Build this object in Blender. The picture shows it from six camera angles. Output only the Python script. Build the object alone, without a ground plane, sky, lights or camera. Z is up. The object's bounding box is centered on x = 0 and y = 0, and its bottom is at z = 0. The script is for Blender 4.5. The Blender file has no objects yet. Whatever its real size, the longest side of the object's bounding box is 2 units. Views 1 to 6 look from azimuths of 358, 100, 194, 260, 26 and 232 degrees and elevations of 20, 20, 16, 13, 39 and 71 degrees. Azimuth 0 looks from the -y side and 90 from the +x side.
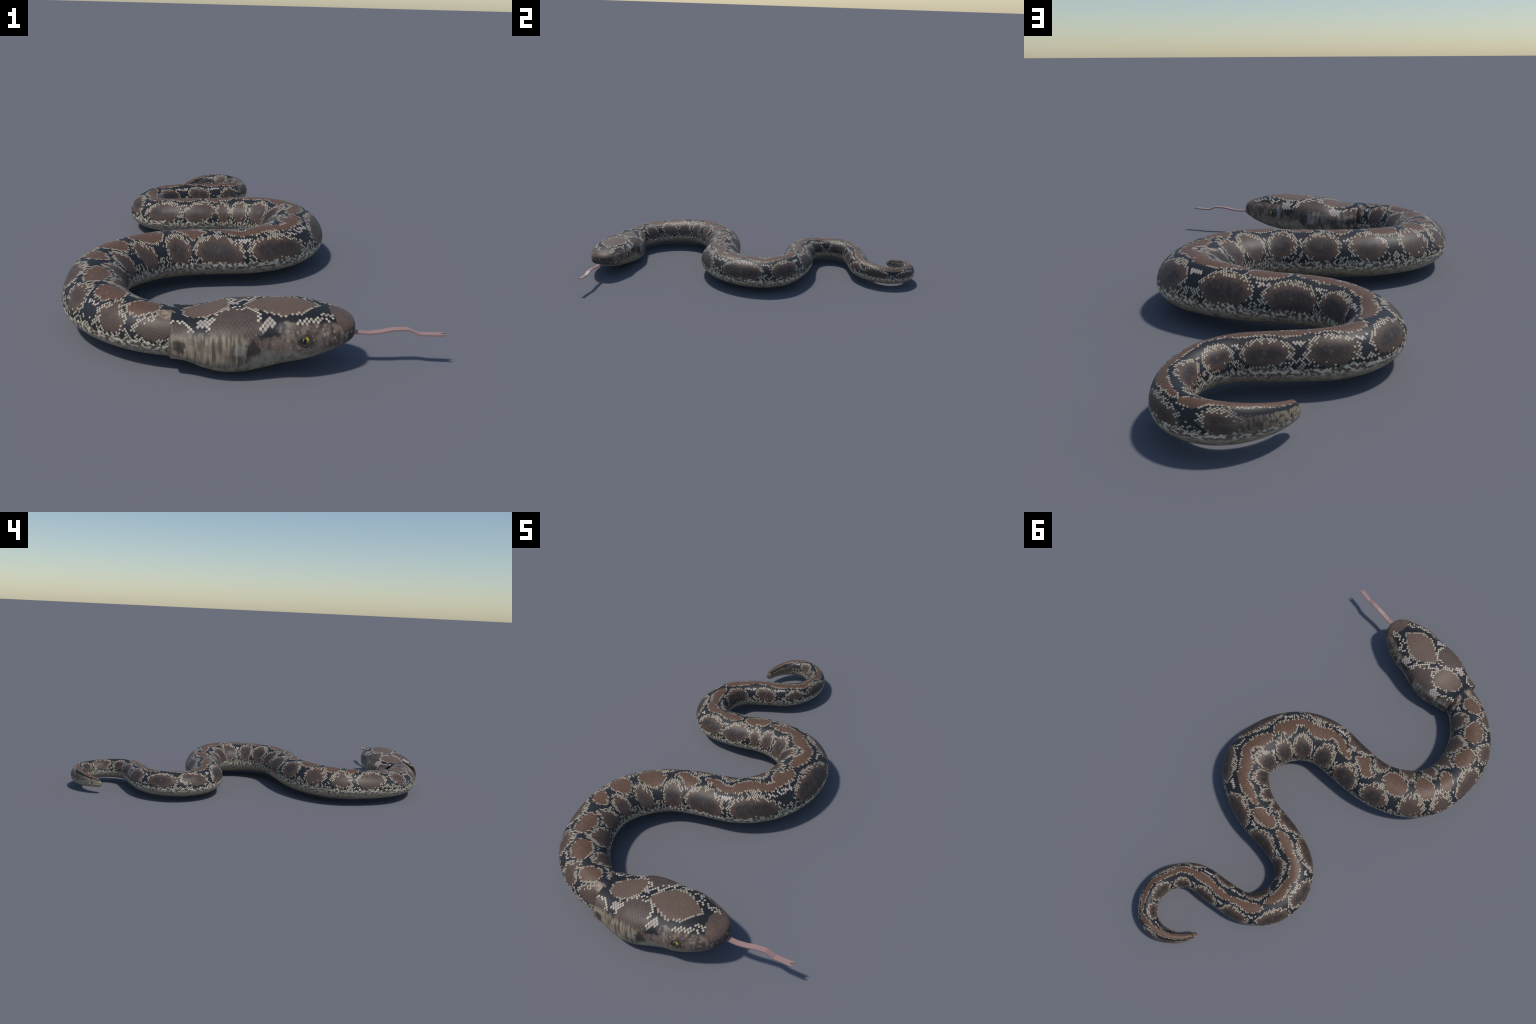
"""A patterned python lying in loose S-bends with its tongue out.

The spine is a chain of circular arcs in plan (curvature, length), with height,
half-width and half-height given at even stations.  The skin shader inverts the
same chain of arcs, so markings are placed in (distance along the body, angle
round the body) and snap to a diamond lattice of scales.
"""
import bpy, bmesh, math
import numpy as np
from mathutils import Vector

# ------------------------------------------------------------------ spine ---
START_X, START_Y, START_HEADING = -0.1818, -0.8559, 2.9728
CURVATURE = [-2.8353, -3.1813, -2.2531, -4.2836, -2.7573, -0.4267, 3.9454, 3.5795, 6.4021,
             2.5151, -1.6487, -5.9225, -5.7551, -0.6060, 6.0538, 8.0663, 5.6385]
ARC_LENGTH = [0.2205, 0.1774, 0.1138, 0.1624, 0.2399, 0.1706, 0.2119, 0.2323, 0.1338,
              0.2476, 0.1606, 0.2168, 0.2357, 0.1580, 0.2920, 0.1993, 0.1340]
SPINE_Z = [.0841, .0866, .0897, .0942, .0956, .0971, .0983, .0976, .0985, .0969, .0975,
           .0985, .0952, .0892, .0801, .0795, .0793, .0776, .0740, .0675, .0665, .0540]
HALF_WIDTH = [.0781, .0906, .1022, .1015, .1108, .1081, .1085, .1139, .1204, .1212, .1157,
              .1017, .0951, .0895, .0852, .0765, .0654, .0629, .0528, .0464, .0350, .0150]
HALF_HEIGHT = [.0659, .0703, .0716, .0762, .0798, .0811, .0791, .0777, .0822, .0843, .0842,
               .0788, .0707, .0704, .0643, .0615, .0608, .0576, .0523, .0481, .0425, .0225]
LENGTH = sum(ARC_LENGTH)
NECK_END, TAIL_START = 0.30, 2.84
INSIDE_HEAD = 0.035


def natural_cubic(values):
    v = np.array(values, float)
    n = len(v)
    h = 1.0 / (n - 1)
    A, B = np.eye(n), np.zeros((n, n))
    for i in range(1, n - 1):
        A[i, i - 1:i + 2] = h / 6, 2 * h / 3, h / 6
        B[i, i - 1:i + 2] = 1 / h, -2 / h, 1 / h
    m = np.linalg.solve(A, B @ v)

    def f(t):
        t = min(max(t, 0.0), 1.0)
        i = min(int(t / h), n - 2)
        b = (t - i * h) / h
        a = 1 - b
        return a * v[i] + b * v[i + 1] + ((a ** 3 - a) * m[i] + (b ** 3 - b) * m[i + 1]) * h * h / 6
    return f


spine_z, half_width, half_height = map(natural_cubic, ([z + 0.0008 for z in SPINE_Z], [a + 0.0008 for a in HALF_WIDTH], [b + 0.0004 + 0.0008 * (i > 12) for i, b in enumerate(HALF_HEIGHT)]))


class Arc:
    """one circular piece of the spine seen from above"""
    def __init__(self, x, y, heading, k, length, s0):
        self.x, self.y, self.h, self.k, self.n, self.s0 = x, y, heading, k, length, s0
        self.R = 1 / abs(k)
        self.turn = 1 if k > 0 else -1
        self.cx, self.cy = x - math.sin(heading) / k, y + math.cos(heading) / k
        self.mid = heading + k * length / 2

    def at(self, s):
        h = self.h + self.k * (s - self.s0)
        return (self.cx + math.sin(h) / self.k, self.cy - math.cos(h) / self.k, h)


ARCS = []
_x, _y, _h, _s = START_X, START_Y, START_HEADING, 0.0
for _k, _n in zip(CURVATURE, ARC_LENGTH):
    ARCS.append(Arc(_x, _y, _h, _k, _n, _s))
    _s += _n
    _x, _y, _h = ARCS[-1].at(_s)


def spine(s):
    arc = next((a for a in ARCS if s <= a.s0 + a.n), ARCS[-1])
    return arc.at(s)


# --------------------------------------------------------------- markings ---
def mark(s, phi, half, wide, lean=0, shear=0.0, square=2.0):
    """a rounded marking: centre (m along, degrees round, left +), half-length in m,
    half-width in degrees, lean in degrees over the half-length, shear in m;
    square below 2 gives a diamond, above 2 a rounded box"""
    return dict(s=s, phi=phi, half=half, wide=wide, lean=lean, shear=shear, square=square)


SADDLES = [
    mark(s=0.088, phi=10, half=0.041, wide=28, lean=-2, shear=0.014, square=1.7),
    mark(s=0.224, phi=-0, half=0.054, wide=28, lean=-3, shear=0.003, square=1.7),
    mark(s=0.368, phi=-4, half=0.053, wide=24, lean=2, shear=-0.020, square=1.7),
    mark(s=0.516, phi=5, half=0.031, wide=25, lean=-5, shear=0.022, square=1.7),
    mark(s=0.622, phi=0, half=0.043, wide=31, lean=-6, shear=0.004, square=1.7),
    mark(s=0.762, phi=-3, half=0.059, wide=31, lean=-1, shear=-0.013, square=1.7),
    mark(s=0.920, phi=-8, half=0.057, wide=26, lean=1, shear=-0.017, square=1.7),
    mark(s=1.071, phi=-7, half=0.070, wide=11, lean=-12, shear=0.008, square=2.2),
    mark(s=1.193, phi=-8, half=0.068, wide=20, lean=1, shear=-0.002, square=2.2),
    mark(s=1.279, phi=-18, half=0.043, wide=10, lean=0, shear=0.000, square=2.2),
    mark(s=1.349, phi=-4, half=0.053, wide=20, lean=4, shear=-0.003, square=2.2),
    mark(s=1.499, phi=-3, half=0.079, wide=15, lean=-8, shear=0.010, square=2.2),
    mark(s=1.603, phi=2, half=0.082, wide=16, lean=-0, shear=0.006, square=2.2),
    mark(s=1.724, phi=-3, half=0.092, wide=13, lean=7, shear=-0.002, square=2.2),
    mark(s=1.890, phi=-0, half=0.058, wide=22, lean=2, shear=0.012, square=2.2),
    mark(s=2.045, phi=0, half=0.071, wide=14, lean=-6, shear=0.015, square=2.2),
    mark(s=2.163, phi=1, half=0.062, wide=16, lean=-2, shear=0.002, square=2.2),
    mark(s=2.293, phi=-10, half=0.084, wide=16, lean=0, shear=-0.005, square=2.2),
    mark(s=2.473, phi=2, half=0.075, wide=19, lean=-2, shear=-0.002, square=2.2),
    mark(s=2.600, phi=3, half=0.055, wide=14, lean=1, shear=-0.004, square=2.2),
    mark(s=2.688, phi=-4, half=0.058, wide=17, lean=1, shear=0.000, square=2.2),
    mark(s=2.776, phi=-16, half=0.054, wide=17, lean=-6, shear=0.000, square=2.2),
    mark(s=2.867, phi=-15, half=0.060, wide=20, lean=-4, shear=0.002, square=2.2),
    mark(s=2.973, phi=-22, half=0.068, wide=17, lean=5, shear=0.000, square=2.2),
    mark(s=3.102, phi=-11, half=0.048, wide=20, lean=11, shear=0.007, square=2.2),
    mark(s=3.174, phi=1, half=0.061, wide=20, lean=1, shear=0.000, square=2.2),
    mark(s=3.275, phi=0, half=0.085, wide=29, lean=-2, shear=0.000, square=2.2),
]
LEFT_FLANK = [
    mark(s=0.038, phi=52, half=0.048, wide=38, lean=2, shear=0.002, square=1.8),
    mark(s=0.154, phi=52, half=0.039, wide=38, lean=6, shear=-0.014, square=1.8),
    mark(s=0.298, phi=48, half=0.043, wide=34, lean=-2, shear=-0.010, square=1.8),
    mark(s=0.442, phi=53, half=0.068, wide=39, lean=2, shear=0.011, square=1.8),
    mark(s=0.574, phi=54, half=0.037, wide=40, lean=3, shear=0.000, square=1.8),
    mark(s=0.681, phi=53, half=0.044, wide=39, lean=-4, shear=0.009, square=1.8),
    mark(s=0.821, phi=52, half=0.051, wide=38, lean=0, shear=0.001, square=1.8),
    mark(s=0.963, phi=54, half=0.057, wide=39, lean=5, shear=-0.008, square=1.8),
    mark(s=1.107, phi=52, half=0.057, wide=40, lean=0, shear=0.005, square=1.8),
    mark(s=1.256, phi=51, half=0.061, wide=37, lean=-4, shear=0.000, square=1.8),
    mark(s=1.387, phi=54, half=0.052, wide=38, lean=3, shear=-0.003, square=1.8),
    mark(s=1.536, phi=53, half=0.064, wide=37, lean=-0, shear=0.000, square=1.8),
    mark(s=1.680, phi=55, half=0.055, wide=35, lean=0, shear=-0.005, square=1.8),
    mark(s=1.790, phi=58, half=0.035, wide=34, lean=3, shear=-0.007, square=1.8),
    mark(s=1.873, phi=60, half=0.032, wide=34, lean=0, shear=-0.004, square=1.8),
    mark(s=1.970, phi=56, half=0.055, wide=36, lean=4, shear=0.003, square=1.8),
    mark(s=2.100, phi=58, half=0.055, wide=36, lean=5, shear=-0.006, square=1.8),
    mark(s=2.242, phi=50, half=0.053, wide=34, lean=-6, shear=-0.003, square=1.8),
    mark(s=2.367, phi=58, half=0.052, wide=35, lean=0, shear=0.004, square=1.8),
    mark(s=2.505, phi=57, half=0.050, wide=35, lean=4, shear=-0.008, square=1.8),
    mark(s=2.651, phi=58, half=0.059, wide=34, lean=4, shear=-0.005, square=1.8),
    mark(s=2.792, phi=54, half=0.047, wide=32, lean=-1, shear=0.005, square=1.8),
    mark(s=2.928, phi=44, half=0.057, wide=34, lean=-3, shear=0.008, square=1.8),
    mark(s=3.053, phi=46, half=0.043, wide=32, lean=-11, shear=0.013, square=1.8),
]
RIGHT_FLANK = [
    mark(s=0.025, phi=-53, half=0.035, wide=37, lean=-2, shear=0.000, square=1.8),
    mark(s=0.147, phi=-53, half=0.049, wide=37, lean=-6, shear=0.007, square=1.8),
    mark(s=0.310, phi=-54, half=0.064, wide=38, lean=-4, shear=-0.005, square=1.8),
    mark(s=0.441, phi=-56, half=0.046, wide=40, lean=0, shear=-0.005, square=1.8),
    mark(s=0.557, phi=-55, half=0.047, wide=39, lean=-4, shear=0.005, square=1.8),
    mark(s=0.708, phi=-56, half=0.047, wide=40, lean=-9, shear=-0.007, square=1.8),
    mark(s=0.867, phi=-58, half=0.051, wide=42, lean=-4, shear=-0.002, square=1.8),
    mark(s=1.022, phi=-64, half=0.078, wide=43, lean=-4, shear=-0.002, square=1.8),
    mark(s=1.200, phi=-67, half=0.074, wide=36, lean=-4, shear=-0.002, square=1.8),
    mark(s=1.431, phi=-63, half=0.087, wide=37, lean=4, shear=-0.009, square=1.8),
    mark(s=1.614, phi=-60, half=0.054, wide=35, lean=1, shear=0.000, square=1.8),
    mark(s=1.790, phi=-58, half=0.065, wide=39, lean=1, shear=0.000, square=1.8),
    mark(s=1.969, phi=-65, half=0.076, wide=41, lean=2, shear=-0.007, square=1.8),
    mark(s=2.147, phi=-68, half=0.079, wide=40, lean=3, shear=-0.015, square=1.8),
    mark(s=2.412, phi=-66, half=0.093, wide=38, lean=4, shear=-0.008, square=1.8),
    mark(s=2.615, phi=-61, half=0.045, wide=31, lean=6, shear=-0.020, square=1.8),
    mark(s=2.747, phi=-64, half=0.032, wide=26, lean=6, shear=-0.006, square=1.8),
    mark(s=2.861, phi=-73, half=0.059, wide=41, lean=-1, shear=-0.004, square=1.8),
    mark(s=3.018, phi=-76, half=0.051, wide=36, lean=0, shear=0.000, square=1.8),
    mark(s=3.139, phi=-66, half=0.034, wide=38, lean=-3, shear=-0.004, square=1.8),
]


# ------------------------------------------------------------ node helper ---
class Nodes:
    def __init__(self, tree):
        self.t = tree
        self.n, self.l = tree.nodes, tree.links

    def new(self, kind, **props):
        node = self.n.new(kind)
        for k, v in props.items():
            setattr(node, k, v)
        return node

    def put(self, socket, value):
        if isinstance(value, bpy.types.NodeSocket):
            self.l.new(value, socket)
        else:
            socket.default_value = value

    def m(self, op, *args, clamp=False):
        node = self.new("ShaderNodeMath", operation=op, use_clamp=clamp)
        for i, a in enumerate(args):
            self.put(node.inputs[i], a)
        return node.outputs[0]

    def v(self, op, *args, scale=None):
        node = self.new("ShaderNodeVectorMath", operation=op)
        for i, a in enumerate(args):
            self.put(node.inputs[i], a)
        if scale is not None:
            self.put(node.inputs["Scale"], scale)
        return node.outputs["Value" if op in ("DOT_PRODUCT", "LENGTH", "DISTANCE") else "Vector"]

    def xyz(self, x=0.0, y=0.0, z=0.0):
        node = self.new("ShaderNodeCombineXYZ")
        for i, a in enumerate((x, y, z)):
            self.put(node.inputs[i], a)
        return node.outputs[0]

    def split(self, vec):
        node = self.new("ShaderNodeSeparateXYZ")
        self.put(node.inputs[0], vec)
        return node.outputs

    def mix(self, fac, a, b):
        node = self.new("ShaderNodeMix", data_type="RGBA")
        self.put(node.inputs[0], fac)
        self.put(node.inputs[6], a if isinstance(a, bpy.types.NodeSocket) else (*a, 1))
        self.put(node.inputs[7], b if isinstance(b, bpy.types.NodeSocket) else (*b, 1))
        return node.outputs[2]

    def ramp(self, x, lo, hi):
        """0 below lo, 1 above hi (lo > hi turns it round)"""
        node = self.new("ShaderNodeMapRange", interpolation_type="SMOOTHSTEP")
        rising = not all(isinstance(q, (int, float)) for q in (lo, hi)) or lo < hi
        for i, a in enumerate((x, lo, hi, 0, 1) if rising else (x, hi, lo, 1, 0)):
            self.put(node.inputs[i], a)
        return node.outputs[0]

    def noise(self, vec, scale, detail=3.0, rough=0.55):
        node = self.new("ShaderNodeTexNoise", noise_dimensions="3D")
        self.put(node.inputs["Vector"], vec)
        node.inputs["Scale"].default_value = scale
        node.inputs["Detail"].default_value = detail
        node.inputs["Roughness"].default_value = rough
        return node.outputs["Fac"]

    def white(self, vec):
        node = self.new("ShaderNodeTexWhiteNoise", noise_dimensions="3D")
        self.put(node.inputs["Vector"], vec)
        return node.outputs["Value"]

    def curve(self, x, points):
        """smooth profile through (0..1, 0..1) points"""
        node = self.new("ShaderNodeFloatCurve")
        self.put(node.inputs["Value"], x)
        c = node.mapping.curves[0]
        while len(c.points) > 2:
            c.points.remove(c.points[0])
        for i, (px, py) in enumerate(points):
            if i < 2:
                c.points[i].location = (px, py)
            else:
                c.points.new(px, py)
        node.mapping.update()
        return node.outputs[0]

    def all(self, *masks):
        out = masks[0]
        for x in masks[1:]:
            out = self.m("MULTIPLY", out, x)
        return out

    def any(self, *masks):
        out = masks[0]
        for x in masks[1:]:
            out = self.m("MAXIMUM", out, x)
        return out

    def flip(self, x):
        return self.m("SUBTRACT", 1.0, x)


def mark_group():
    """node group: signed distance, in scales, from a rounded marking"""
    g = bpy.data.node_groups.new("skin_mark", "ShaderNodeTree")
    for name, kind in (("Place", "NodeSocketVector"), ("Centre", "NodeSocketVector"), ("Along", "NodeSocketVector"),
                       ("Across", "NodeSocketVector"), ("Squareness", "NodeSocketFloat")):
        g.interface.new_socket(name, in_out="INPUT", socket_type=kind)
    g.interface.new_socket("Distance", in_out="OUTPUT", socket_type="NodeSocketFloat")
    N = Nodes(g)
    i, o = N.new("NodeGroupInput"), N.new("NodeGroupOutput")
    rel = N.v("SUBTRACT", i.outputs[0], i.outputs[1])
    p = i.outputs[4]
    a = N.m("POWER", N.m("ABSOLUTE", N.v("DOT_PRODUCT", rel, i.outputs[2])), p)
    b = N.m("POWER", N.m("ABSOLUTE", N.v("DOT_PRODUCT", rel, i.outputs[3])), p)
    g_ = N.m("POWER", N.m("MAXIMUM", N.m("ADD", a, b), 1e-4), N.m("DIVIDE", 1.0, p))
    reach = N.m("DIVIDE", N.m("MAXIMUM", N.v("LENGTH", rel), 1.0), N.m("MAXIMUM", g_, 0.2))
    N.put(o.inputs[0], N.m("MULTIPLY", N.m("SUBTRACT", g_, 1.0), reach))
    return g


MARK = mark_group()


def union_of_marks(N, place, marks, step_s, step_phi, swell=1.03):
    out = None
    for k in marks:
        u = np.array([k["half"] * swell / step_s, k["lean"] / step_phi])
        w = np.array([k["shear"] / step_s, k["wide"] * (swell * 0.4 + 0.6) / step_phi])
        inv = np.linalg.inv(np.stack([u, w], 1))
        node = N.new("ShaderNodeGroup", node_tree=MARK)
        N.put(node.inputs[0], place)
        node.inputs[1].default_value = (k["s"] / step_s, k["phi"] / step_phi, 0)
        node.inputs[2].default_value = (*inv[0], 0)
        node.inputs[3].default_value = (*inv[1], 0)
        node.inputs[4].default_value = k["square"]
        out = node.outputs[0] if out is None else N.m("MINIMUM", out, node.outputs[0])
    return out if out is not None else N.m("ADD", 99.0, 0.0)


def scale_lattice(N, place):
    """diamond lattice: returns (centre of the scale, dot 0..1 in the scale, two random values)"""
    p = N.xyz(N.v("DOT_PRODUCT", place, (0.5, 0.5, 0)), N.v("DOT_PRODUCT", place, (0.5, -0.5, 0)))
    cell = N.v("FLOOR", N.v("ADD", p, (0.5, 0.5, 0.5)))
    e = N.v("LENGTH", N.v("SUBTRACT", p, cell))
    centre = N.xyz(N.v("DOT_PRODUCT", cell, (1, 1, 0)), N.v("DOT_PRODUCT", cell, (1, -1, 0)))
    return centre, e, N.white(cell), N.white(N.v("ADD", cell, (37.0, 11.0, 5.0)))


# colours of the skin (linear)
BLACK = (0.0135, 0.0150, 0.0180)  # black tinted bluish for the sky's sheen on it
SADDLE = (0.162, 0.088, 0.049)
SADDLE_DARK = (0.102, 0.053, 0.034)
CREAM = (0.60, 0.53, 0.40)
FLANK = (0.128, 0.078, 0.054)
FLANK_DARK = (0.026, 0.022, 0.021)
BELLY = (0.390, 0.335, 0.245)
BELLY_DARK = (0.130, 0.102, 0.072)


def finish(N, colour, rough=0.42, spec=0.5, bump=None):
    out = N.new("ShaderNodeOutputMaterial")
    b = N.new("ShaderNodeBsdfPrincipled")
    N.put(b.inputs["Base Color"], colour)
    N.put(b.inputs["Roughness"], rough)
    b.inputs["Specular IOR Level"].default_value = spec
    if bump is not None:
        node = N.new("ShaderNodeBump")
        node.inputs["Strength"].default_value = 0.25
        node.inputs["Distance"].default_value = 0.001
        N.put(node.inputs["Height"], bump)
        N.put(b.inputs["Normal"], node.outputs[0])
    N.put(out.inputs[0], b.outputs[0])


def new_material(name):
    mat = bpy.data.materials.new(name)
    mat.use_nodes = True
    mat.node_tree.nodes.clear()
    return mat, Nodes(mat.node_tree)


STEP_S, STEP_PHI = 0.0040, 4.2


def body_coordinates(N, lo, hi):
    """distance along the spine and angle round it, from Object coordinates"""
    pos = N.new("ShaderNodeTexCoord").outputs["Object"]
    _, _, z = N.split(pos)
    flat = N.v("MULTIPLY", pos, (1, 1, 0))
    s, lat = 0.0, 0.0
    for a in ARCS:
        if a.s0 + a.n < lo - 0.03 or a.s0 > hi + 0.03:
            continue
        d = N.v("SUBTRACT", flat, (a.cx, a.cy, 0))
        t = (math.cos(a.mid), math.sin(a.mid), 0)
        e = (math.sin(a.mid) * a.turn, -math.cos(a.mid) * a.turn, 0)
        ang = N.m("ARCTAN2", N.v("DOT_PRODUCT", d, t), N.v("DOT_PRODUCT", d, e))
        side = N.m("MULTIPLY_ADD", N.v("LENGTH", d), -a.turn, a.turn * a.R)
        sk = N.m("MULTIPLY_ADD", ang, a.R, a.s0 + a.n / 2)
        half = a.n / 2 / a.R + 0.002
        before = 0.06 / a.R if a.s0 == 0 else 0
        after = 0.06 / a.R if a is ARCS[-1] else 0
        inside = N.all(N.m("COMPARE", ang, (after - before) / 2, half + (before + after) / 2),
                       N.m("COMPARE", side, 0.0, 0.15))
        s = N.m("MULTIPLY_ADD", inside, N.m("SUBTRACT", sk, s), s)
        lat = N.m("MULTIPLY_ADD", inside, N.m("SUBTRACT", side, lat), lat)
    t = N.m("DIVIDE", N.m("SUBTRACT", s, lo - 0.05), hi - lo + 0.1, clamp=True)
    stations = [i / 8 for i in range(9)]
    at = [(lo - 0.05 + q * (hi - lo + 0.1)) / LENGTH for q in stations]
    zc = N.m("MULTIPLY", N.curve(t, [(q, spine_z(f) * 8) for q, f in zip(stations, at)]), 1 / 8)
    ratio = N.m("MULTIPLY", N.curve(t, [(q, half_width(f) / half_height(f) / 2) for q, f in zip(stations, at)]), 2.0)
    phi = N.m("MULTIPLY", N.m("ARCTAN2", lat, N.m("MULTIPLY", N.m("SUBTRACT", z, zc), ratio)), 180 / math.pi)
    return s, phi


def skin_material(name, lo, hi):
    mat, N = new_material(name)
    s, phi = body_coordinates(N, lo, hi)
    step_s = STEP_S      # length of a scale
    place = N.xyz(N.m("DIVIDE", s, step_s), N.m("DIVIDE", phi, STEP_PHI))
    wob = N.m("MULTIPLY", N.m("SUBTRACT", N.noise(place, 0.22, 2.0), 0.5), 2.6)
    centre, e, rnd, rnd2 = scale_lattice(N, place)
    dot = N.ramp(e, 0.54, 0.34)
    near = [k for k in SADDLES if k["s"] + k["half"] > lo - 0.06 and k["s"] - k["half"] < hi + 0.06]
    dD = union_of_marks(N, centre, near, step_s, STEP_PHI, 1.05)
    sides = [k for k in LEFT_FLANK + RIGHT_FLANK if k["s"] + k["half"] > lo - 0.06 and k["s"] - k["half"] < hi + 0.06]
    dL = union_of_marks(N, centre, sides, step_s, STEP_PHI, 1.04 if hi < 1.0 else 1.10)
    jit = N.m("MULTIPLY_ADD", rnd, 1.0, -0.5)
    wob = N.m("MULTIPLY_ADD", N.m("SUBTRACT", N.noise(centre, 0.55, 1.0), 0.5), 1.6, wob)
    dD = N.m("ADD", dD, N.m("MULTIPLY_ADD", wob, 1.1, N.m("MULTIPLY", jit, 0.8)))
    dL = N.m("ADD", dL, N.m("MULTIPLY_ADD", wob, 1.0, jit))
    # black always parts flank from saddle: on the neck the saddles win, further back the flanks notch them
    if hi < 1.0:
        dL = N.m("MAXIMUM", dL, N.m("SUBTRACT", 2.5, dD))
    else:
        dD = N.m("MAXIMUM", dD, N.m("SUBTRACT", 3.0, N.m("MAXIMUM", dL, -1.0)))
    absphi = N.m("ABSOLUTE", N.m("MULTIPLY", N.v("DOT_PRODUCT", centre, (0, 1, 0)), STEP_PHI))

    # warm brown saddles with a fine lengthwise grain
    grain = N.noise(N.v("MULTIPLY", place, (0.5, 1.3, 1.0)), 1.1, 3.0, 0.7)
    saddle = N.mix(N.ramp(grain, 0.30, 0.72), SADDLE_DARK, SADDLE)
    saddle = N.mix(N.all(dot, N.ramp(rnd2, 0.55, 1.0), 0.35), saddle, (0.26, 0.15, 0.10))
    # flanks: brown scales on a dark net, darkest in the middle of each blotch
    depth = N.m("MULTIPLY", N.ramp(N.m("MULTIPLY_ADD", wob, 0.8, dL), -1.5, -8.0), 0.55 if hi < 1.0 else 1.0)
    low = N.ramp(absphi, 55, 88)
    tone = N.mix(N.m("MULTIPLY", depth, N.m("MULTIPLY_ADD", low, -0.35, 0.88)), FLANK, FLANK_DARK)
    tone = N.mix(N.all(N.ramp(rnd2, 0.5, 1.0), 0.22), tone, (0.19, 0.125, 0.09))
    net = N.m("MULTIPLY", N.ramp(e, 0.30, 0.52), N.m("MULTIPLY_ADD", low, 0.25, N.m("MULTIPLY_ADD", N.noise(place, 0.12, 1.0), 0.9, -0.08)))
    flank = N.mix(net, tone, (0.018, 0.016, 0.016))
    if hi < 1.0:
        # towards the neck the lower flank scales turn dark with paler skin between
        spots = N.mix(N.ramp(e, 0.26, 0.46), (0.030, 0.024, 0.022), (0.155, 0.100, 0.074))
        flank = N.mix(N.m("MULTIPLY", N.ramp(absphi, 46, 70), 0.8), flank, spots)
    # belly: cream with brown smears, ragged where it meets the flanks
    smear = N.noise(N.v("MULTIPLY", place, (0.22, 0.42, 1.0)), 0.9, 4.0, 0.65)
    blot = N.noise(N.v("MULTIPLY", place, (0.5, 0.7, 1.0)), 0.75, 2.0, 0.5)
    belly = N.mix(N.ramp(smear, 0.42, 0.70), BELLY, BELLY_DARK)
    pale = N.mix(N.ramp(blot, 0.44, 0.55), (0.66, 0.59, 0.46), BELLY_DARK)
    belly = N.mix(N.ramp(absphi, 104, 117), pale, belly)
    edge = N.m("ADD", absphi, N.m("MULTIPLY_ADD", wob, 3.0, N.m("MULTIPLY", jit, 9.0)))
    in_belly = N.m("GREATER_THAN", edge, 93.0)

    col = N.mix(N.noise(place, 0.35), BLACK, (0.020, 0.020, 0.022))
    col = N.mix(N.m("LESS_THAN", dL, -0.4), col, flank)
    # cream scales: an outer row round every flank blotch, loose ones inside it
    upper = N.ramp(absphi, 74, 58)
    outer = N.all(N.m("COMPARE", dL, 0.35, 0.75), N.m("GREATER_THAN", rnd2, N.m("MULTIPLY_ADD", upper, -0.45, 0.55)))
    inner = N.all(N.m("COMPARE", dL, -1.5, 1.1), N.m("GREATER_THAN", rnd2, N.m("MULTIPLY_ADD", upper, -0.43, 0.88)))
    # pale flecks where saddles and flank blotches leave a gap
    gap = N.m("MINIMUM", dL, N.m("MULTIPLY", dD, 1.15))
    fleck = N.all(N.m("GREATER_THAN", gap, 2.6), N.m("COMPARE", N.m("ADD", absphi, N.m("MULTIPLY", wob, 3.0)), 37.0, 5.0), N.m("GREATER_THAN", rnd2, 0.22))
    lowgap = N.all(N.m("GREATER_THAN", dL, 1.5), N.m("GREATER_THAN", absphi, 68.0), N.m("GREATER_THAN", N.m("ADD", N.noise(centre, 0.30, 1.0), N.m("MULTIPLY", rnd2, 0.12)), 0.54))
    rim = N.all(N.m("COMPARE", dD, 0.0, 0.72), N.m("GREATER_THAN", rnd2, 0.10))
    cream = N.mix(rnd, CREAM, (0.55, 0.45, 0.33))
    soft = N.m("MULTIPLY", N.m("MULTIPLY_ADD", dot, 0.85, 0.1), N.m("MULTIPLY_ADD", rnd, 0.45, 0.55))
    col = N.mix(N.m("MULTIPLY", N.any(outer, inner, lowgap), N.m("MULTIPLY", dot, N.m("MULTIPLY_ADD", rnd, 0.35, 0.65))), col, cream)
    col = N.mix(N.m("MULTIPLY", fleck, N.m("MULTIPLY_ADD", dot, 0.6, 0.35)), col, (0.62, 0.52, 0.44))
    col = N.mix(in_belly, col, belly)
    col = N.mix(N.m("LESS_THAN", dD, 0.1), col, saddle)
    col = N.mix(N.m("MULTIPLY", rim, soft), col, cream)
    if lo == 0:
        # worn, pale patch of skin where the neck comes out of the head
        k = N.v("LENGTH", N.xyz(N.m("DIVIDE", N.m("SUBTRACT", s, 0.018), 0.026), N.m("DIVIDE", N.m("SUBTRACT", phi, 20.0), 13.0)))
        k = N.ramp(N.m("ADD", k, N.m("MULTIPLY", wob, 0.2)), 1.15, 0.8)
        col = N.mix(k, col, N.mix(N.ramp(smear, 0.4, 0.6), (0.33, 0.26, 0.18), (0.16, 0.10, 0.07)))
    if hi > 3.2:
        # tail end: saddle stripe stays, flanks turn to tan and grey smears
        end = N.ramp(s, 3.13, 3.19)
        streak = N.noise(N.v("MULTIPLY", place, (0.35, 0.12, 1.0)), 1.2, 3.0, 0.6)
        side = N.mix(N.ramp(streak, 0.42, 0.62), N.mix(N.ramp(s, 3.18, 3.29), (0.125, 0.094, 0.070), (0.31, 0.25, 0.17)), (0.045, 0.036, 0.030))
        side = N.mix(N.ramp(absphi, 85, 110), side, belly)
        side = N.mix(N.m("COMPARE", absphi, 47.0, 3.2), side, (0.45, 0.37, 0.30))
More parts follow.
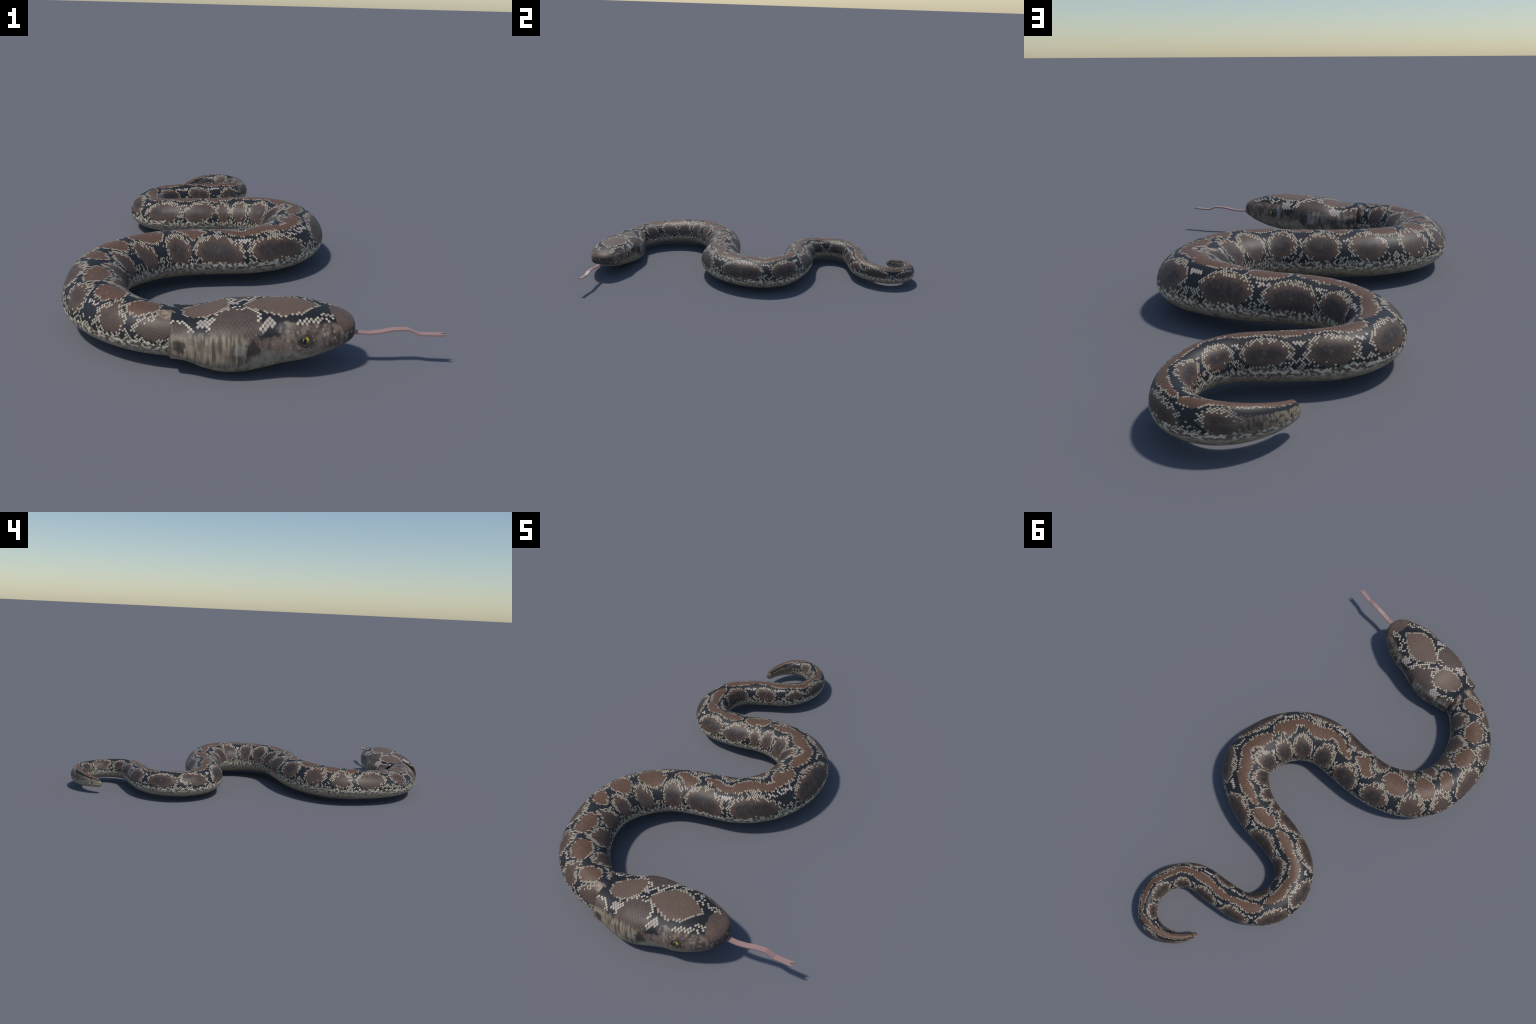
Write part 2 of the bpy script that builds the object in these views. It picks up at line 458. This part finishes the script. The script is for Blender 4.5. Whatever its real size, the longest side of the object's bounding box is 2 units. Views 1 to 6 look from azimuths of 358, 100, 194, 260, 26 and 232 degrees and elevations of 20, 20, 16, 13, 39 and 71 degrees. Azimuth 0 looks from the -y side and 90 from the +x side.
        tail = N.mix(N.ramp(N.m("ADD", absphi, N.m("MULTIPLY", wob, 4.0)), 46, 50), (0.016, 0.017, 0.019), side)
        col = N.mix(N.all(end, N.m("GREATER_THAN", dD, 0.5)), col, tail)
    finish(N, col, 0.50, 0.45)
    return mat


# ------------------------------------------------------------------- body ---
def object_from(name, verts, faces, mat, parent=None, smooth=True):
    me = bpy.data.meshes.new(name)
    me.from_pydata([tuple(v) for v in verts], [], faces)
    me.polygons.foreach_set("use_smooth", [smooth] * len(me.polygons))
    ob = bpy.data.objects.new(name, me)
    for x in (mat if isinstance(mat, list) else [mat]):
        me.materials.append(x)
    bpy.context.scene.collection.objects.link(ob)
    if parent:
        ob.parent = parent
    return ob


snake = bpy.data.objects.new("snake", None)
bpy.context.scene.collection.objects.link(snake)
snake["label"] = "long patterned python in S-bends with forked tongue out"
snake["category"] = "snake"

SEG = 72
# cross-section: widest a little below the spine, back slightly ridged, belly flattened
WAIST, BACK, BELLY_DEPTH, FULL_TOP, FULL_BELLY = -0.13, 1.16, 0.825, 1.03, 0.98
CUTS = [0.0, NECK_END, 0.80, 1.30, 1.80, 2.32, TAIL_START, LENGTH]


def body_rings():
    rows = [-INSIDE_HEAD, -INSIDE_HEAD / 2]
    for lo, hi in zip(CUTS, CUTS[1:]):
        n = max(2, round((hi - lo) / 0.0055))
        rows += [lo + (hi - lo) * i / n for i in range(n)]
    rows.append(LENGTH)
    rings = []
    for s in rows:
        x, y, h = spine(max(s, 0)) if s >= 0 else ARCS[0].at(s)
        f = max(s, 0) / LENGTH
        shrink = 1.0 + min(s, 0) / INSIDE_HEAD * 0.25
        rings.append((s, x, y, h, spine_z(f), half_width(f) * shrink, half_height(f) * shrink))
    # rounded tip
    s, x, y, h, z, a, b = rings[-1]
    for q in (0.2, 0.4, 0.58, 0.74, 0.87, 0.95, 0.99):
        g = math.sqrt(1 - q * q)
        d = q * 0.018
        rings.append((s + d, x + math.cos(h) * d, y + math.sin(h) * d, h, z + b * (1 - g) * 0.45, a * g, b * g))
    return rings


def build_body():
    rings = body_rings()
    n = len(rings)
    V, F, where = [], [], []
    zs = [r[4] for r in rings]
    for i, (s, x, y, h, z, a, b) in enumerate(rings):
        j0, j1 = max(i - 1, 0), min(i + 1, n - 1)
        slope = (zs[j1] - zs[j0]) / (rings[j1][0] - rings[j0][0])
        tilt = math.atan(slope)
        for k in range(SEG):
            p = math.tau * k / SEG
            lat = a * math.copysign(abs(math.sin(p)) ** (FULL_TOP if math.cos(p) > 0 else FULL_BELLY), math.sin(p))
            up = b * math.copysign(abs(math.cos(p)) ** (FULL_TOP if math.cos(p) > 0 else FULL_BELLY), math.cos(p))
            up = WAIST * b + up * (BACK if up > 0 else BELLY_DEPTH)
            fwd = -up * math.sin(tilt)
            V.append((x - math.sin(h) * lat + math.cos(h) * fwd, y + math.cos(h) * lat + math.sin(h) * fwd, z + up * math.cos(tilt)))
    for i in range(n - 1):
        for k in range(SEG):
            l = (k + 1) % SEG
            F.append((i * SEG + k, (i + 1) * SEG + k, (i + 1) * SEG + l, i * SEG + l))
            where.append((rings[i][0] + rings[i + 1][0]) / 2)
    V.append((rings[0][1], rings[0][2], rings[0][4]))
    V.append((rings[-1][1] + math.cos(rings[-1][3]) * 0.0004, rings[-1][2] + math.sin(rings[-1][3]) * 0.0004, rings[-1][4]))
    for k in range(SEG):
        l = (k + 1) % SEG
        F.append((len(V) - 2, k, l))
        where.append(-1.0)
        F.append((len(V) - 1, (n - 1) * SEG + l, (n - 1) * SEG + k))
        where.append(LENGTH)
    return V, F, where


V, F, WHERE = build_body()
whole = bpy.data.meshes.new("whole_body")
whole.from_pydata(V, [], F)
bm = bmesh.new()
bm.from_mesh(whole)
bmesh.ops.recalc_face_normals(bm, faces=bm.faces)
bm.normal_update()
VN = [v.normal.copy() for v in bm.verts]
F = [[v.index for v in f.verts] for f in bm.faces]
bm.free()
bpy.data.meshes.remove(whole)

SKINS = [skin_material(f"python_skin_{w}", lo, hi) for w, lo, hi in
         zip(("neck", "shoulder", "fore", "middle", "rear", "hind", "tail"), CUTS, CUTS[1:])]
for part, lo, hi in (("neck", -9, NECK_END), ("torso", NECK_END, TAIL_START), ("tail", TAIL_START, 9)):
    faces = [(f, w) for f, w in zip(F, WHERE) if lo <= w < hi]
    used = sorted({i for f, _ in faces for i in f})
    remap = {v: i for i, v in enumerate(used)}
    zone = [max(0, min(len(SKINS) - 1, sum(w >= c for c in CUTS[1:-1]))) for _, w in faces]
    kinds = sorted(set(zone))
    ob = object_from(part, [V[i] for i in used], [[remap[i] for i in f] for f, _ in faces], [SKINS[k] for k in kinds], snake)
    ob.data.polygons.foreach_set("material_index", [kinds.index(k) for k in zone])
    ob.data.normals_split_custom_set_from_vertices([VN[i] for i in used])

# ------------------------------------------------------------------- head ---
HEAD_Y = -0.856
# x, half-width, top z, bottom z, z of the widest line
HEAD = [(-0.192, .1000, .1518, .0317, .0762), (-0.15, .1090, .1468, .0299, .0702), (-0.10, .1262, .1515, .0125, .0698),
        (-0.05, .1365, .1636, .0015, .0759), (0.0, .1365, .1672, .0003, .0856), (0.05, .1275, .1714, .0072, .0957),
        (0.10, .1200, .1732, .0195, .1016), (0.15, .1195, .1752, .0336, .1008), (0.20, .1074, .1708, .0432, .0982),
        (0.25, .0880, .1600, .0583, .1012), (0.275, .0745, .1540, .0660, .1030), (0.295, .0595, .1470, .0755, .1050),
        (0.307, .0455, .1395, .0840, .1065), (0.3135, .0320, .1320, .0910, .1070), (0.3165, .0190, .1240, .0975, .1075), (0.3178, .0060, .1150, .1040, .1080)]
BOXY_TOP, BOXY_LOW = 0.76, 0.73    # below 1: flatter crown, fuller jowls
MOUTH_FRONT, MOUTH_SLOPE = 0.098, 0.24    # height of the mouth line at the snout, and its fall to the back


def head_profile(x):
    xs = [h[0] for h in HEAD]
    i = max(0, min(len(HEAD) - 2, sum(x >= q for q in xs) - 1))
    t = (x - xs[i]) / (xs[i + 1] - xs[i])
    out = []
    for c in range(1, 5):
        p0, p1 = HEAD[i][c], HEAD[i + 1][c]
        d = lambda j: (HEAD[min(j + 1, len(HEAD) - 1)][c] - HEAD[max(j - 1, 0)][c]) / (xs[min(j + 1, len(HEAD) - 1)] - xs[max(j - 1, 0)])
        h = xs[i + 1] - xs[i]
        out.append((2 * t ** 3 - 3 * t * t + 1) * p0 + (t ** 3 - 2 * t * t + t) * h * d(i)
                   + (-2 * t ** 3 + 3 * t * t) * p1 + (t ** 3 - t * t) * h * d(i + 1))
    return out


def head_surface(x, z):
    """half-width of the head at a height"""
    w, zt, zb, zc = head_profile(x)
    q, reach = (BOXY_TOP, zt - zc) if z > zc else (BOXY_LOW, zc - zb)
    return w * max(0.0, 1 - abs((z - zc) / reach) ** (2 / q)) ** (q / 2)


def build_head():
    xs = [-0.192 + 0.007 * i for i in range(66)]
    xs = [x for x in xs if x < 0.26] + [0.262 + 0.004 * i for i in range(11)] + [0.305, 0.3075, 0.3095, 0.311, 0.3125, 0.314, 0.3152, 0.3162, 0.317, 0.3175, 0.3178]
    V, F = [], []
    # turned-in lip at the open back of the head, then the outside
    w, zt, zb, zc = head_profile(-0.192)
    rows = [(-0.165, .62), (-0.18, .86), (-0.1905, .93), (-0.1935, .97)]
    rings = [(x, w * k, zc + (zt - zc) * k, zc + (zb - zc) * k, zc) for x, k in rows] + [(x, *head_profile(x)) for x in xs]
    for x, w, zt, zb, zc in rings:
        for k in range(SEG):
            p = math.tau * k / SEG
            c, s = math.cos(p), math.sin(p)
            boxy = BOXY_TOP if s > 0 else BOXY_LOW
            y = w * math.copysign(abs(c) ** boxy, c)
            z = zc + ((zt - zc) if s > 0 else (zc - zb)) * math.copysign(abs(s) ** boxy, s)
            # the lower jaw tucks in under the lip towards the snout
            mouth = MOUTH_FRONT - MOUTH_SLOPE * (0.322 - x)
            tuck = min(1.0, max(0.0, (x - 0.16) / 0.10)) * min(1.0, max(0.0, (mouth - z) / 0.005))
            y *= 1 - 0.10 * tuck
            back = min(1.0, max(0.0, (x - 0.25) / 0.06)) * min(1.0, max(0.0, (mouth - z) / 0.006))
            x_ = x - 0.008 * back
            V.append((x_, HEAD_Y + y, z))
    n = len(rings)
    for i in range(n - 1):
        for k in range(SEG):
            l = (k + 1) % SEG
            F.append((i * SEG + k, i * SEG + l, (i + 1) * SEG + l, (i + 1) * SEG + k))
    F.append(tuple(range((n - 1) * SEG, n * SEG)))
    F.append(tuple(reversed(range(SEG))))
    return V, F


HEAD_SADDLES = [mark(0.109, 1, 0.101, 37, lean=3, shear=-0.014, square=1.4), mark(-0.100, 8, 0.063, 36, lean=6, square=2.1)]
HEAD_FLANKS = [mark(-0.008, 62, 0.082, 40, lean=0, square=1.5), mark(-0.018, -52, 0.068, 44, square=1.9),
               mark(-0.178, 66, 0.040, 22, square=1.7), mark(-0.178, -64, 0.040, 22, square=1.7)]
CHAINS = [mark(0.200, 29, 0.050, 5, lean=-9), mark(0.250, 29, 0.016, 8), mark(0.170, 42, 0.020, 7),
          mark(0.200, -38, 0.055, 5, lean=10), mark(0.236, -31, 0.018, 8), mark(0.168, -46, 0.012, 4)]
FLECKS = [mark(0.108, 52, 0.020, 8), mark(0.075, -47, 0.020, 8), mark(-0.104, -47, 0.020, 8), mark(-0.102, 61, 0.022, 9), mark(-0.016, 12, 0.012, 5)]


def head_material():
    mat, N = new_material("python_skin_head")
    pos = N.new("ShaderNodeTexCoord").outputs["Object"]
    x, y, z = N.split(pos)
    y0 = N.m("SUBTRACT", y, HEAD_Y)
    phi = N.m("MULTIPLY", N.m("ARCTAN2", y0, N.m("SUBTRACT", z, 0.075)), 180 / math.pi)
    SX, SP = 0.0062, 4.0
    place = N.xyz(N.m("DIVIDE", x, SX), N.m("DIVIDE", phi, SP))
    wob = N.m("MULTIPLY", N.m("SUBTRACT", N.noise(place, 0.3, 2.0), 0.5), 2.4)
    centre, e, rnd, rnd2 = scale_lattice(N, place)
    dot = N.ramp(e, 0.52, 0.36)
    jit = N.m("MULTIPLY_ADD", rnd, 1.0, -0.5)
    dD = N.m("ADD", union_of_marks(N, centre, HEAD_SADDLES, SX, SP), N.m("MULTIPLY", jit, 0.7))
    dL = N.m("ADD", union_of_marks(N, centre, HEAD_FLANKS, SX, SP), N.m("MULTIPLY_ADD", wob, 0.5, N.m("MULTIPLY", jit, 0.8)))
    dC = N.m("ADD", union_of_marks(N, centre, CHAINS, SX, SP), N.m("MULTIPLY", jit, 0.8))
    dF = N.m("ADD", union_of_marks(N, centre, FLECKS, SX, SP), N.m("MULTIPLY", jit, 1.6))
    aphi = N.m("ABSOLUTE", phi)
    soft = N.m("ADD", aphi, N.m("MULTIPLY", wob, 7.0))

    grain = N.noise(N.v("MULTIPLY", pos, (1, 1, 1)), 260, 3.0, 0.7)
    broad = N.noise(pos, 28, 3.0, 0.6)
    brown = N.mix(N.ramp(grain, 0.32, 0.68), (0.118, 0.078, 0.054), (0.188, 0.121, 0.086))
    mauve = N.mix(N.ramp(grain, 0.32, 0.66), (0.070, 0.048, 0.040), (0.155, 0.105, 0.083))
    scaly = N.mix(N.m("MULTIPLY", N.ramp(e, 0.3, 0.5), N.m("MULTIPLY_ADD", broad, 1.2, -0.15)), mauve, (0.045, 0.035, 0.032))
    # sides: upright tan bars behind the jaw, mottled mauve before it, grey-green lips and throat
    left = N.ramp(y0, -0.02, 0.02)
    grain = N.ramp(grain, 0.1, 0.9)
    bars = N.noise(N.xyz(N.m("MULTIPLY", x, 95.0), N.m("MULTIPLY", phi, 0.030), 2.0), 1.0, 1.5, 0.5)
    tan = N.mix(N.ramp(bars, 0.36, 0.62), (0.120, 0.090, 0.062), N.mix(left, (0.34, 0.275, 0.198), (0.32, 0.275, 0.22)))
    tan = N.mix(N.m("MULTIPLY", N.ramp(N.noise(pos, 45, 2.0), 0.45, 0.62), N.m("MULTIPLY_ADD", left, 0.35, 0.35)), tan, (0.085, 0.066, 0.052))  # left cheek coloured darker and greyer for the shade on that side
    smear = N.noise(N.v("MULTIPLY", pos, (1.0, 1.0, 0.45)), 60, 3.0, 0.6)
    mottle = N.mix(N.ramp(smear, 0.40, 0.60), (0.100, 0.070, 0.055), (0.240, 0.172, 0.132))
    cells = N.new("ShaderNodeTexVoronoi", feature="F1")
    N.put(cells.inputs["Vector"], N.v("MULTIPLY", pos, (1.0, 1.0, 0.8)))
    cells.inputs["Scale"].default_value = 62
    pits = N.ramp(cells.outputs["Distance"], 0.38, 0.20)
    mottle = N.mix(N.all(pits, N.ramp(broad, 0.46, 0.60), 0.75), mottle, (0.42, 0.34, 0.30))
    lip = N.mix(N.ramp(smear, 0.38, 0.66), (0.345, 0.310, 0.235), (0.185, 0.160, 0.112))
    lip = N.mix(N.all(N.ramp(broad, 0.55, 0.68), 0.6), lip, (0.40, 0.34, 0.26))
    fore = N.ramp(N.m("ADD", x, N.m("MULTIPLY", wob, 0.012)), 0.005, 0.045)
    side = N.mix(fore, tan, mottle)
    side = N.mix(N.ramp(soft, N.m("MULTIPLY_ADD", fore, -20.0, 97.0), N.m("MULTIPLY_ADD", fore, -13.0, 105.0)), side, lip)

    def patch(px, pphi, rx, rp):
        d = N.v("LENGTH", N.xyz(N.m("DIVIDE", N.m("SUBTRACT", x, px), rx), N.m("DIVIDE", N.m("SUBTRACT", soft, pphi), rp)))
        return N.ramp(N.m("ADD", d, N.m("MULTIPLY_ADD", rough, 2.2, -1.1)), 1.2, 0.6)
    rough = N.noise(N.v("MULTIPLY", pos, (1.0, 1.0, 0.6)), 75, 3.0, 0.6)
    side = N.mix(N.m("MULTIPLY", patch(0.030, 80.0, 0.020, 10.0), 0.85), side, (0.032, 0.027, 0.025))
    side = N.mix(N.m("MULTIPLY", patch(-0.006, 83.0, 0.016, 7.0), 0.35), side, (0.46, 0.45, 0.42))
    side = N.mix(N.all(patch(0.094, 68.0, 0.030, 12.0), left, 0.75), side, (0.016, 0.016, 0.018))
    side = N.mix(N.all(patch(0.143, 66.0, 0.008, 9.0), left, 0.6), side, (0.40, 0.38, 0.34))
    side = N.mix(N.m("MULTIPLY", patch(-0.165, 82.0, 0.020, 10.0), 0.8), side, (0.040, 0.033, 0.030))
    side = N.mix(N.m("MULTIPLY", patch(-0.168, 62.0, 0.022, 12.0), 0.7), side, (0.36, 0.30, 0.22))

    black = N.mix(broad, (0.0135, 0.0150, 0.0180), (0.022, 0.021, 0.023))
    col = N.mix(N.m("LESS_THAN", dL, -0.3), black, scaly)
    upper = N.ramp(aphi, 66, 54)
    col = N.mix(N.all(N.m("COMPARE", dL, 0.4, 0.8), dot, upper, N.m("GREATER_THAN", rnd2, 0.08)), col, CREAM)
    col = N.mix(N.all(N.m("COMPARE", dL, -1.3, 0.9), dot, upper, N.m("GREATER_THAN", rnd2, 0.66)), col, CREAM)
    # the black gives way to the side colours below the brow
    behind_eye = N.all(N.ramp(x, 0.0, 0.03), N.ramp(x, 0.11, 0.06))
    brow = N.m("ADD", N.m("MULTIPLY_ADD", N.ramp(x, 0.09, 0.16), -14.0, N.m("MULTIPLY_ADD", N.ramp(x, 0.17, 0.23), -8.0, 64.0)), N.m("MULTIPLY", behind_eye, 3.0))
    col = N.mix(N.ramp(soft, N.m("SUBTRACT", brow, 4.0), N.m("ADD", brow, 6.0)), col, side)
    tan_brow = N.all(N.ramp(N.v("LENGTH", N.xyz(N.m("DIVIDE", N.m("SUBTRACT", x, 0.122), 0.034), N.m("DIVIDE", N.m("SUBTRACT", soft, 54.0), 9.0))), 1.1, 0.6), N.m("MULTIPLY_ADD", left, -0.45, 0.75))
    col = N.mix(tan_brow, col, N.mix(N.ramp(smear, 0.40, 0.60), (0.10, 0.080, 0.064), (0.30, 0.25, 0.195)))
    # snout cap
    cap_edge = N.m("ADD", N.m("ADD", x, N.m("MULTIPLY", wob, 0.006)), N.m("MULTIPLY", N.m("POWER", N.m("DIVIDE", aphi, 40.0), 2.0), -0.018))
    cap = N.all(N.m("GREATER_THAN", cap_edge, 0.243), N.ramp(soft, 66, 54))
    col = N.mix(cap, col, N.mix(N.ramp(broad, 0.35, 0.65), brown, mauve))
    # dark upper lip at the tip with a few pale pits
    turn = N.m("ARCTAN2", y0, N.m("SUBTRACT", x, 0.235))
    pit = N.noise(N.xyz(N.m("MULTIPLY", turn, 6.0), N.m("MULTIPLY", z, 55.0), 0.0), 1.0, 1.0)
    tipzone = N.all(N.ramp(x, 0.262, 0.300), N.ramp(N.m("ADD", z, N.m("MULTIPLY", wob, 0.004)), 0.135, 0.124), N.ramp(z, 0.090, 0.100))
    pale = N.all(N.ramp(pit, 0.58, 0.68), N.ramp(z, 0.098, 0.106))
    col = N.mix(N.m("MULTIPLY", tipzone, 0.65), col, N.mix(pale, (0.032, 0.027, 0.025), (0.40, 0.39, 0.36)))
    mouth = N.m("SUBTRACT", z, N.m("MULTIPLY_ADD", N.m("SUBTRACT", x, 0.322), MOUTH_SLOPE, MOUTH_FRONT - 0.001))
    front = N.ramp(x, 0.17, 0.24)
    col = N.mix(N.m("MULTIPLY", N.ramp(mouth, 0.001, -0.004), front), col, lip)
    col = N.mix(N.all(N.m("COMPARE", mouth, 0.0, 0.0016), front, 0.85), col, (0.020, 0.014, 0.013))
    # saddles, cream rims, brow chains and flecks
    beads = N.mix(rnd, (0.60, 0.53, 0.41), (0.42, 0.34, 0.25))
    dim = N.m("MULTIPLY", dot, N.m("MULTIPLY_ADD", rnd, 0.4, 0.6))
    col = N.mix(N.all(N.m("LESS_THAN", dC, 0.3), dot, N.m("GREATER_THAN", rnd2, 0.34)), col, beads)
    col = N.mix(N.all(N.m("LESS_THAN", dF, 0.2), N.m("MULTIPLY_ADD", dot, 0.6, 0.35)), col, (0.50, 0.42, 0.36))
    col = N.mix(N.m("LESS_THAN", dD, 0.1), col, brown)
    col = N.mix(N.all(N.m("COMPARE", dD, 0.0, 0.72), dim, N.m("GREATER_THAN", rnd2, 0.10)), col, beads)
    # dark hollow round the eyes
    eye = N.v("LENGTH", N.v("MULTIPLY", N.xyz(N.m("SUBTRACT", x, 0.168), 0.0, N.m("SUBTRACT", z, 0.117)), (1 / 0.023, 0, 1 / 0.017)))
    col = N.mix(N.all(N.ramp(eye, 1.15, 0.75), N.ramp(aphi, 50, 60)), col, (0.035, 0.031, 0.027))
    finish(N, col, 0.53, 0.4)
    return mat


V, F = build_head()
head = object_from("head", V, F, head_material(), snake)


def plain(name, colour, rough=0.4, grain=0.0, spec=0.5):
    mat, N = new_material(name)
    pos = N.new("ShaderNodeTexCoord").outputs["Object"]
    dark = tuple(c * (1 - grain) for c in colour)
    finish(N, N.mix(N.noise(pos, 180, 3.0), dark, colour), rough, spec)
    return mat


# eyes: a shallow yellow dome, an upright slit, a heavy lid round both
YELLOW, SLIT, LID = plain("iris_yellow", (0.58, 0.46, 0.04), 0.25, 0.25), plain("pupil_black", (0.012, 0.014, 0.016), 0.2), plain("eyelid_grey", (0.095, 0.086, 0.070), 0.5, 0.4)
EYE_X, EYE_Z, RX, RZ, RY = 0.168, 0.117, 0.0132, 0.0110, 0.0068


def dome(side, out, shrink=1.0, slit=None):
    V, F, m, n = [], [], 8, 40
    for i in range(m + 1):
        a = math.pi / 2 * i / m
        for k in range(n):
            p = math.tau * k / n
            dx, dz = math.cos(p) * math.sin(a) * RX * shrink, math.sin(p) * math.sin(a) * RZ * shrink
            if slit:
                dx *= slit * math.sqrt(max(0.0, 1 - (dz / RZ) ** 2)) ** 0.6
            dy = RY * math.sqrt(max(0.0, 1 - (dx / RX) ** 2 - (dz / RZ) ** 2))
            V.append((EYE_X + dx, HEAD_Y + side * (out + dy), EYE_Z + dz))
    for i in range(m):
        for k in range(n):
            l = (k + 1) % n
            q = (i * n + k, i * n + l, (i + 1) * n + l, (i + 1) * n + k)
            F.append(q if side > 0 else q[::-1])
    return V, F


for side in (-1, 1):
    skin = head_surface(EYE_X, EYE_Z)
    object_from("eye", *dome(side, skin - 0.0050), YELLOW, head)
    object_from("pupil", *dome(side, skin - 0.0044, 0.97, 0.36), SLIT, head)
    V, F, n, m = [], [], 40, 10
    for k in range(n):
        p = math.tau * k / n
        ex, ez = 0.0178 * math.cos(p), 0.0124 * math.sin(p) * (1 - 0.25 * abs(math.cos(p)) ** 3)
        px, pz = EYE_X + ex, EYE_Z + ez - 0.0005
        base = head_surface(px, pz)
        for j in range(m):
            q = math.tau * j / m
            r = 0.0020
            V.append((px + r * math.cos(q) * math.cos(p), HEAD_Y + side * (base - 0.0010 + r * math.sin(q)), pz + r * math.cos(q) * math.sin(p)))
    for k in range(n):
        for j in range(m):
            F.append((k * m + j, k * m + (j + 1) % m, ((k + 1) % n) * m + (j + 1) % m, ((k + 1) % n) * m + j))
    object_from("eyelid", V, F, LID, head)

# tongue: a kinked flat ribbon, split at the end
TONGUE = [(0.300, -0.862, .0965), (0.328, -0.8640, .0945), (0.356, -0.8650, .0926), (0.392, -0.8650, .0972), (0.4257, -0.8630, .1040),
          (0.464, -0.8620, .1052), (0.470, -0.8622, .1040), (0.5006, -0.8655, .0920), (0.534, -0.8680, .0924), (0.5575, -0.8695, .0935)]
HALF_W, HALF_T = 0.0100, 0.0026
V, F = [], []
for i, (x, y, z) in enumerate(TONGUE):
    hw = HALF_W * (0.85 if i == 0 else 1)
    V += [(x, y - hw, z - HALF_T), (x, y + hw, z - HALF_T), (x, y + hw, z + HALF_T), (x, y - hw, z + HALF_T)]
n = len(TONGUE)
for i in range(n - 1):
    for k in range(4):
        l = (k + 1) % 4
        F.append((i * 4 + k, i * 4 + l, (i + 1) * 4 + l, (i + 1) * 4 + k))
F.append((3, 2, 1, 0))
x, y, z = TONGUE[-1]
b = (n - 1) * 4
V += [(x, y, z - HALF_T), (x, y, z + HALF_T)]
m0, m1 = len(V) - 2, len(V) - 1
for sgn, lo, hi in ((-1, b, b + 3), (1, b + 1, b + 2)):
    tx, ty, tz = x + 0.0155 + (0.002 if sgn > 0 else 0), y + sgn * 0.0092, z + 0.0012
    i0 = len(V)
    V += [(tx, ty, tz - 0.0016), (tx, ty, tz + 0.0016), (tx - 0.002, ty - sgn * 0.0022, tz - 0.0016), (tx - 0.002, ty - sgn * 0.0022, tz + 0.0016)]
    quads = [(lo, i0, i0 + 1, hi), (i0, i0 + 2, i0 + 3, i0 + 1), (m0, m1, i0 + 3, i0 + 2), (hi, i0 + 1, i0 + 3, m1), (lo, m0, i0 + 2, i0)]
    F += quads
tongue = object_from("tongue", V, F, plain("tongue_pink", (0.43, 0.262, 0.235), 0.42, 0.12), head, smooth=False)
bm = bmesh.new()
bm.from_mesh(tongue.data)
bmesh.ops.recalc_face_normals(bm, faces=bm.faces)
bm.to_mesh(tongue.data)
bm.free()
